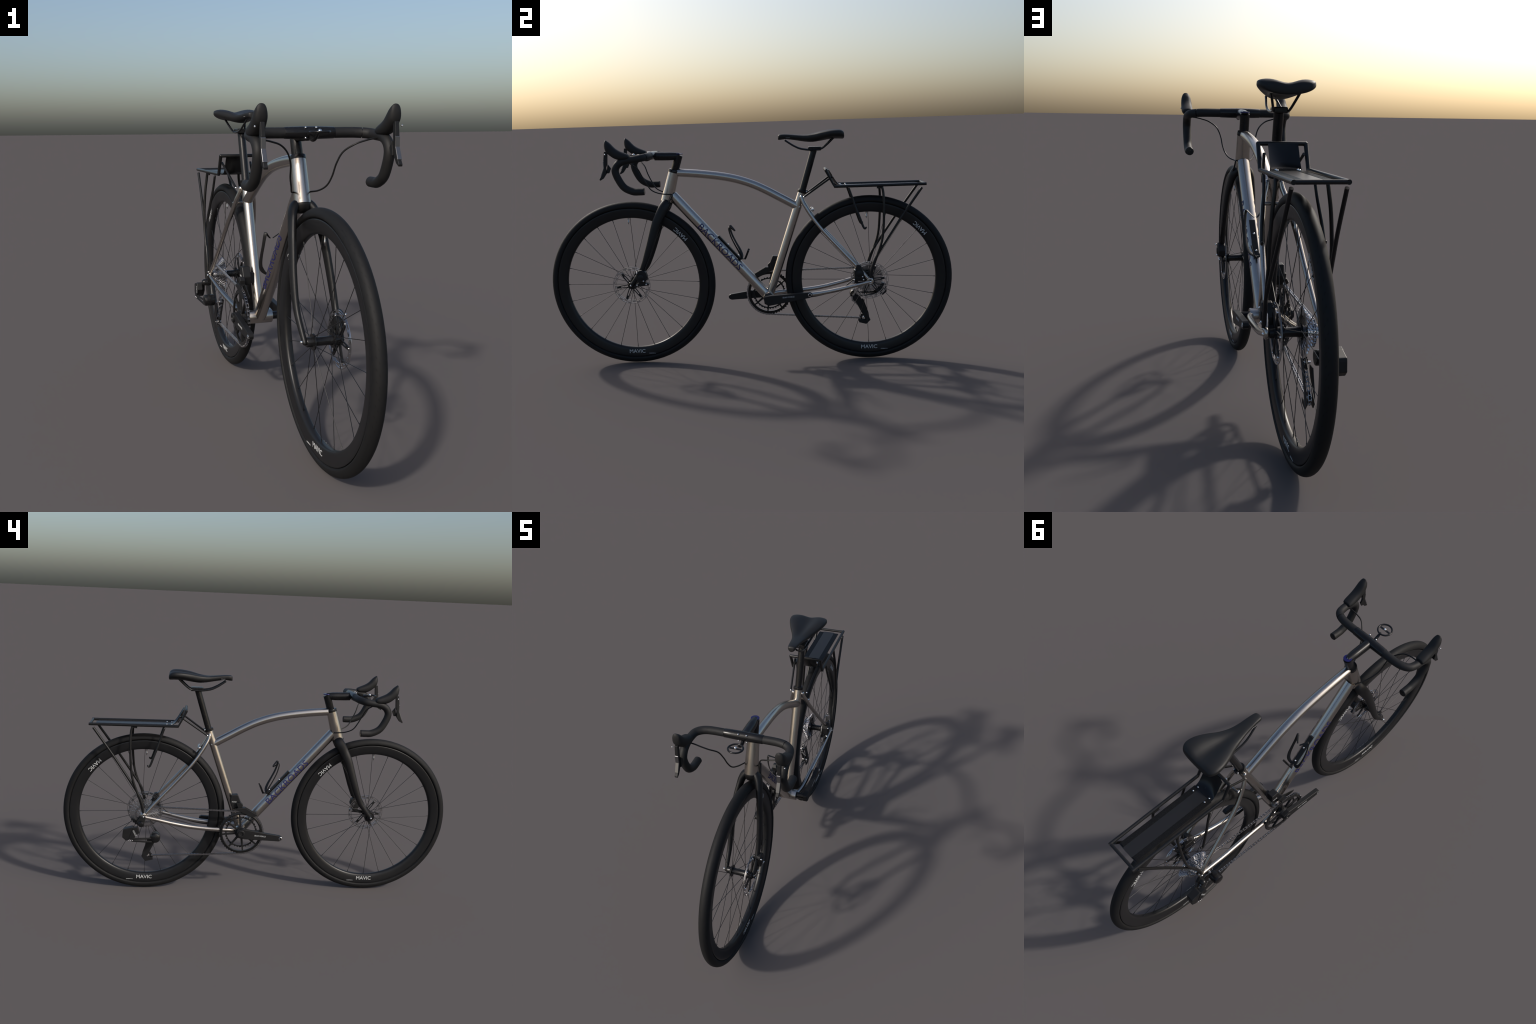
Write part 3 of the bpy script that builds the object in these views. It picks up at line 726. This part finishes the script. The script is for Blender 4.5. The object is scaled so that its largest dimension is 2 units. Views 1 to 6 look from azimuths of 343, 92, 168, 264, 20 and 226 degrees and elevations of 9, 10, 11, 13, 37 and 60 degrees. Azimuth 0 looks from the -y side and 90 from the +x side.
lettering("crank_lettering", "SRAM FORCE", 0.0072, crank_txt(1, 0.1890, 0.3470, math.radians(4)), M_WHITE, CK, width=0.0580, thick=0.0004)

# =============================================================== CASSETTE
CS = group("cassette")
cogs = 12
for k in range(cogs):
    f = k / (cogs - 1)
    r = 0.0775 * (1 - f) ** 1.12 + 0.0235 * (1 - (1 - f) ** 1.12)
    x = -0.0255 - 0.0425 * f
    teeth = max(10, int(round(2 * PI * r / 0.0150)))
    toothed("cog", x, r, r - 0.0055, max(0.0165, r - 0.024), teeth, 0.0011, M_STEEL, CS, Y_R, R_WHEEL, phase=k * 0.37)
lathe_part("lockring", [(-0.024, 0.0190), (-0.070, 0.0190), (-0.0715, 0.0170), (-0.0715, 0.008)], (0, Y_R, R_WHEEL), (1, 0, 0), M_STEEL, CS, 32)
lathe_part("axle_end", [(-0.066, 0.010), (-0.080, 0.010), (-0.082, 0.006)], (0, Y_R, R_WHEEL), (1, 0, 0), M_GLOSS, CS, 24)

# =============================================================== DERAILLEURS
DR = group("derailleur")       # carries the chain below the cassette
prism_part("hanger", [(0.6030, 0.4160), (0.5780, 0.4120), (0.5820, 0.3900), (0.5900, 0.3640), (0.6080, 0.3580), (0.6240, 0.3800)], -0.0960, -0.0840, M_DARK, DR, 0.002)
lathe_part("knuckle", [(-0.080, 0.012), (-0.080, 0.0150), (-0.108, 0.0150), (-0.114, 0.0135), (-0.118, 0.0095), (-0.1195, 0.0)], (0, 0.5995, 0.3770), (1, 0, 0), M_GLOSS, DR, 28)
prism_part("motor_housing", [(0.6865, 0.3580), (0.6400, 0.3700), (0.6280, 0.3600), (0.6330, 0.3300), (0.6590, 0.3030), (0.6720, 0.2975), (0.6915, 0.3150), (0.6890, 0.3470)], -0.1360, -0.0990, M_DARK, DR, 0.003)
prism_part("motor_cover", [(0.6392, 0.3666), (0.6150, 0.3712), (0.6054, 0.3414), (0.6201, 0.3283), (0.6281, 0.3167), (0.6470, 0.3036), (0.6591, 0.3106), (0.6445, 0.3523)], -0.1385, -0.1150, M_DARK, DR, 0.002)
for (a, c) in (((0.6416, 0.3085), (0.5450, 0.3080)), ((0.6450, 0.2985), (0.5450, 0.2900))):
    b = MB(); b.tube([(-0.1345, a[0], a[1]), (-0.1240, c[0], c[1])], (0.0035, 0.0055), 8, up=(1, 0, 0))
    add("parallelogram_link", b.mesh("parallelogram_link"), M_DARK, DR)
lathe_part("pivot_knuckle", [(-0.080, 0.018), (-0.081, 0.0235), (-0.084, 0.0255), (-0.119, 0.0255), (-0.125, 0.0235), (-0.1285, 0.0180), (-0.1295, 0.0)], (0, 0.5280, 0.3090), (1, 0, 0), M_GLOSS, DR, 36)
for k in range(3):
    bolt("derailleur_bolt", (-0.1375, 0.6590 - 0.0090 * k, 0.3000), 0.0026, DR)
cage_o = [(0.5682, 0.2900), (0.5300, 0.2900), (0.5300, 0.2740), (0.5621, 0.2100), (0.5702, 0.1870), (0.5426, 0.1900), (0.5410, 0.1747), (0.5797, 0.1660), (0.5978, 0.1889), (0.5939, 0.2169)]
cage_i = [(0.5103, 0.3100), (0.5513, 0.3060), (0.5894, 0.2140), (0.6013, 0.1836), (0.5805, 0.1626), (0.5441, 0.1722), (0.5406, 0.1887), (0.5770, 0.1854), (0.5580, 0.2272)]
prism_part("pulley_cage", cage_o, -0.0672, -0.0640, M_DARK, DR, 0.001)
prism_part("pulley_cage", cage_i, -0.0420, -0.0388, M_DARK, DR, 0.001)
XP = -0.0525
PU, PL = (0.5300, 0.2960), (0.5680, 0.1960)
for (y, z) in (PU, PL):
    toothed("jockey_wheel", XP, 0.0225, 0.0185, 0.0080, 12, 0.0022, M_DARK, DR, y, z)
    lathe_part("jockey_bearing", [(-0.0152, 0.0), (-0.0152, 0.0040), (-0.004, 0.0045), (-0.004, 0.0095), (0.004, 0.0095), (0.004, 0.004), (0.0120, 0.004), (0.0120, 0.0)], (XP, y, z), (1, 0, 0), M_CHROME, DR, 18)
def rd_txt(u, v, w):
    t = math.radians(62)
    return (-0.1386 - w, 0.6290 - (u * math.cos(t) + v * math.sin(t)), 0.3390 + (-u * math.sin(t) + v * math.cos(t)))
lettering("derailleur_lettering", "FORCE", 0.0085, rd_txt, M_WHITE, DR, width=0.0320, thick=0.0004)

DF = group("derailleur")       # moves the chain between the chainrings
prism_part("motor_housing", [(0.1470, 0.5260), (0.1134, 0.5280), (0.0970, 0.4900), (0.1040, 0.4560), (0.1370, 0.4500), (0.1515, 0.4868)], -0.0640, -0.0310, M_DARK, DF, 0.003)
prism_part("link_housing", [(0.1201, 0.4863), (0.0981, 0.4921), (0.0858, 0.4788), (0.0890, 0.4610), (0.1072, 0.4530), (0.1157, 0.4728)], -0.0790, -0.0580, M_DARK, DF, 0.002)
prism_part("mount_plate", [(0.1500, 0.5000), (0.1250, 0.5020), (0.1200, 0.4600), (0.1420, 0.4560)], -0.0330, -0.0100, M_DARK, DF, 0.002)
fdp = [(0.1314, 0.4565), (0.1082, 0.4640), (0.0728, 0.4640), (0.0095, 0.4270), (0.0160, 0.4200), (0.0433, 0.4169), (0.0729, 0.4329), (0.1075, 0.4460)]
prism_part("guide_plate", fdp, -0.0870, -0.0835, M_DARK, DF, 0.001)
prism_part("guide_plate", [(y, z + 0.001) for y, z in fdp], -0.0640, -0.0610, M_DARK, DF, 0.001)
prism_part("guide_bridge", [(0.1082, 0.4645), (0.0728, 0.4645), (0.0728, 0.4605), (0.1082, 0.4605)], -0.0860, -0.0620, M_DARK, DF, 0.001)
lettering("derailleur_lettering", "FORCE", 0.0072, lambda u, v, w: (-0.0641 - w, 0.1305 - u, 0.4905 + v), M_WHITE, DF, width=0.0225, thick=0.0004)

# =============================================================== CHAIN
def arc(c, r, a0, a1, x, n=24):
    return [(x, c[0] + r * math.cos(math.radians(a0 + (a1 - a0) * i / n)), c[1] + r * math.sin(math.radians(a0 + (a1 - a0) * i / n))) for i in range(n + 1)]
XC, RC = -0.0530, 0.0430
path = []
path += arc((by, bz), 0.1132, 268, 92, XB, 40)                    # front half of the large ring, upwards
path += arc((Y_R, R_WHEEL), RC, 92, -128, XC, 36)                  # over the cog, round its back, off towards the upper jockey wheel
path += arc(PU, 0.0205, 140, 262, XP, 14)
path += arc(PL, 0.0205, 62, -172, XP, 24)
def resample(P, step):
    P = [V(p) for p in P] + [V(P[0])]
    out = [P[0].copy()]; need = step
    L = sum((b - a).length for a, b in zip(P, P[1:]))
    cnt = int(round(L / step / 2)) * 2; step = L / cnt; d = 0.0; nxt = step
    for a, b in zip(P, P[1:]):
        l = (b - a).length
        while nxt <= d + l + 1e-9 and len(out) < cnt:
            out.append(a.lerp(b, (nxt - d) / l)); nxt += step
        d += l
    return out
pins = resample(path, 0.0150)
b = MB()
n = len(pins)
for i in range(n):
    p, q = pins[i], pins[(i + 1) % n]
    d = q - p; t = d.normalized(); sx = V((1, 0, 0)); sx = (sx - t * sx.dot(t)).normalized(); up = t.cross(sx)
    off = 0.0042 if i % 2 == 0 else 0.0029
    h, w, e = 0.0042, 0.0030, 0.0040
    L = d.length
    for sgn in (-1, 1):
        out2 = [(-e, 0), (-e * 0.7, h), (0, h), (L / 2, w), (L, h), (L + e * 0.7, h), (L + e, 0), (L + e * 0.7, -h), (L, -h), (L / 2, -w), (0, -h), (-e * 0.7, -h)]
        r0 = [p + sx * (sgn * off - 0.0006) + t * a + up * c for a, c in out2]
        r1 = [p + sx * (sgn * off + 0.0006) + t * a + up * c for a, c in out2]
        b.rings([r0, r1])
    b.tube([p - sx * 0.0052, p + sx * 0.0052], 0.0026, 8)
chain = add("chain", b.mesh("chain", 30), M_CHAIN, ROOT)
chain["kind"] = "stuff"
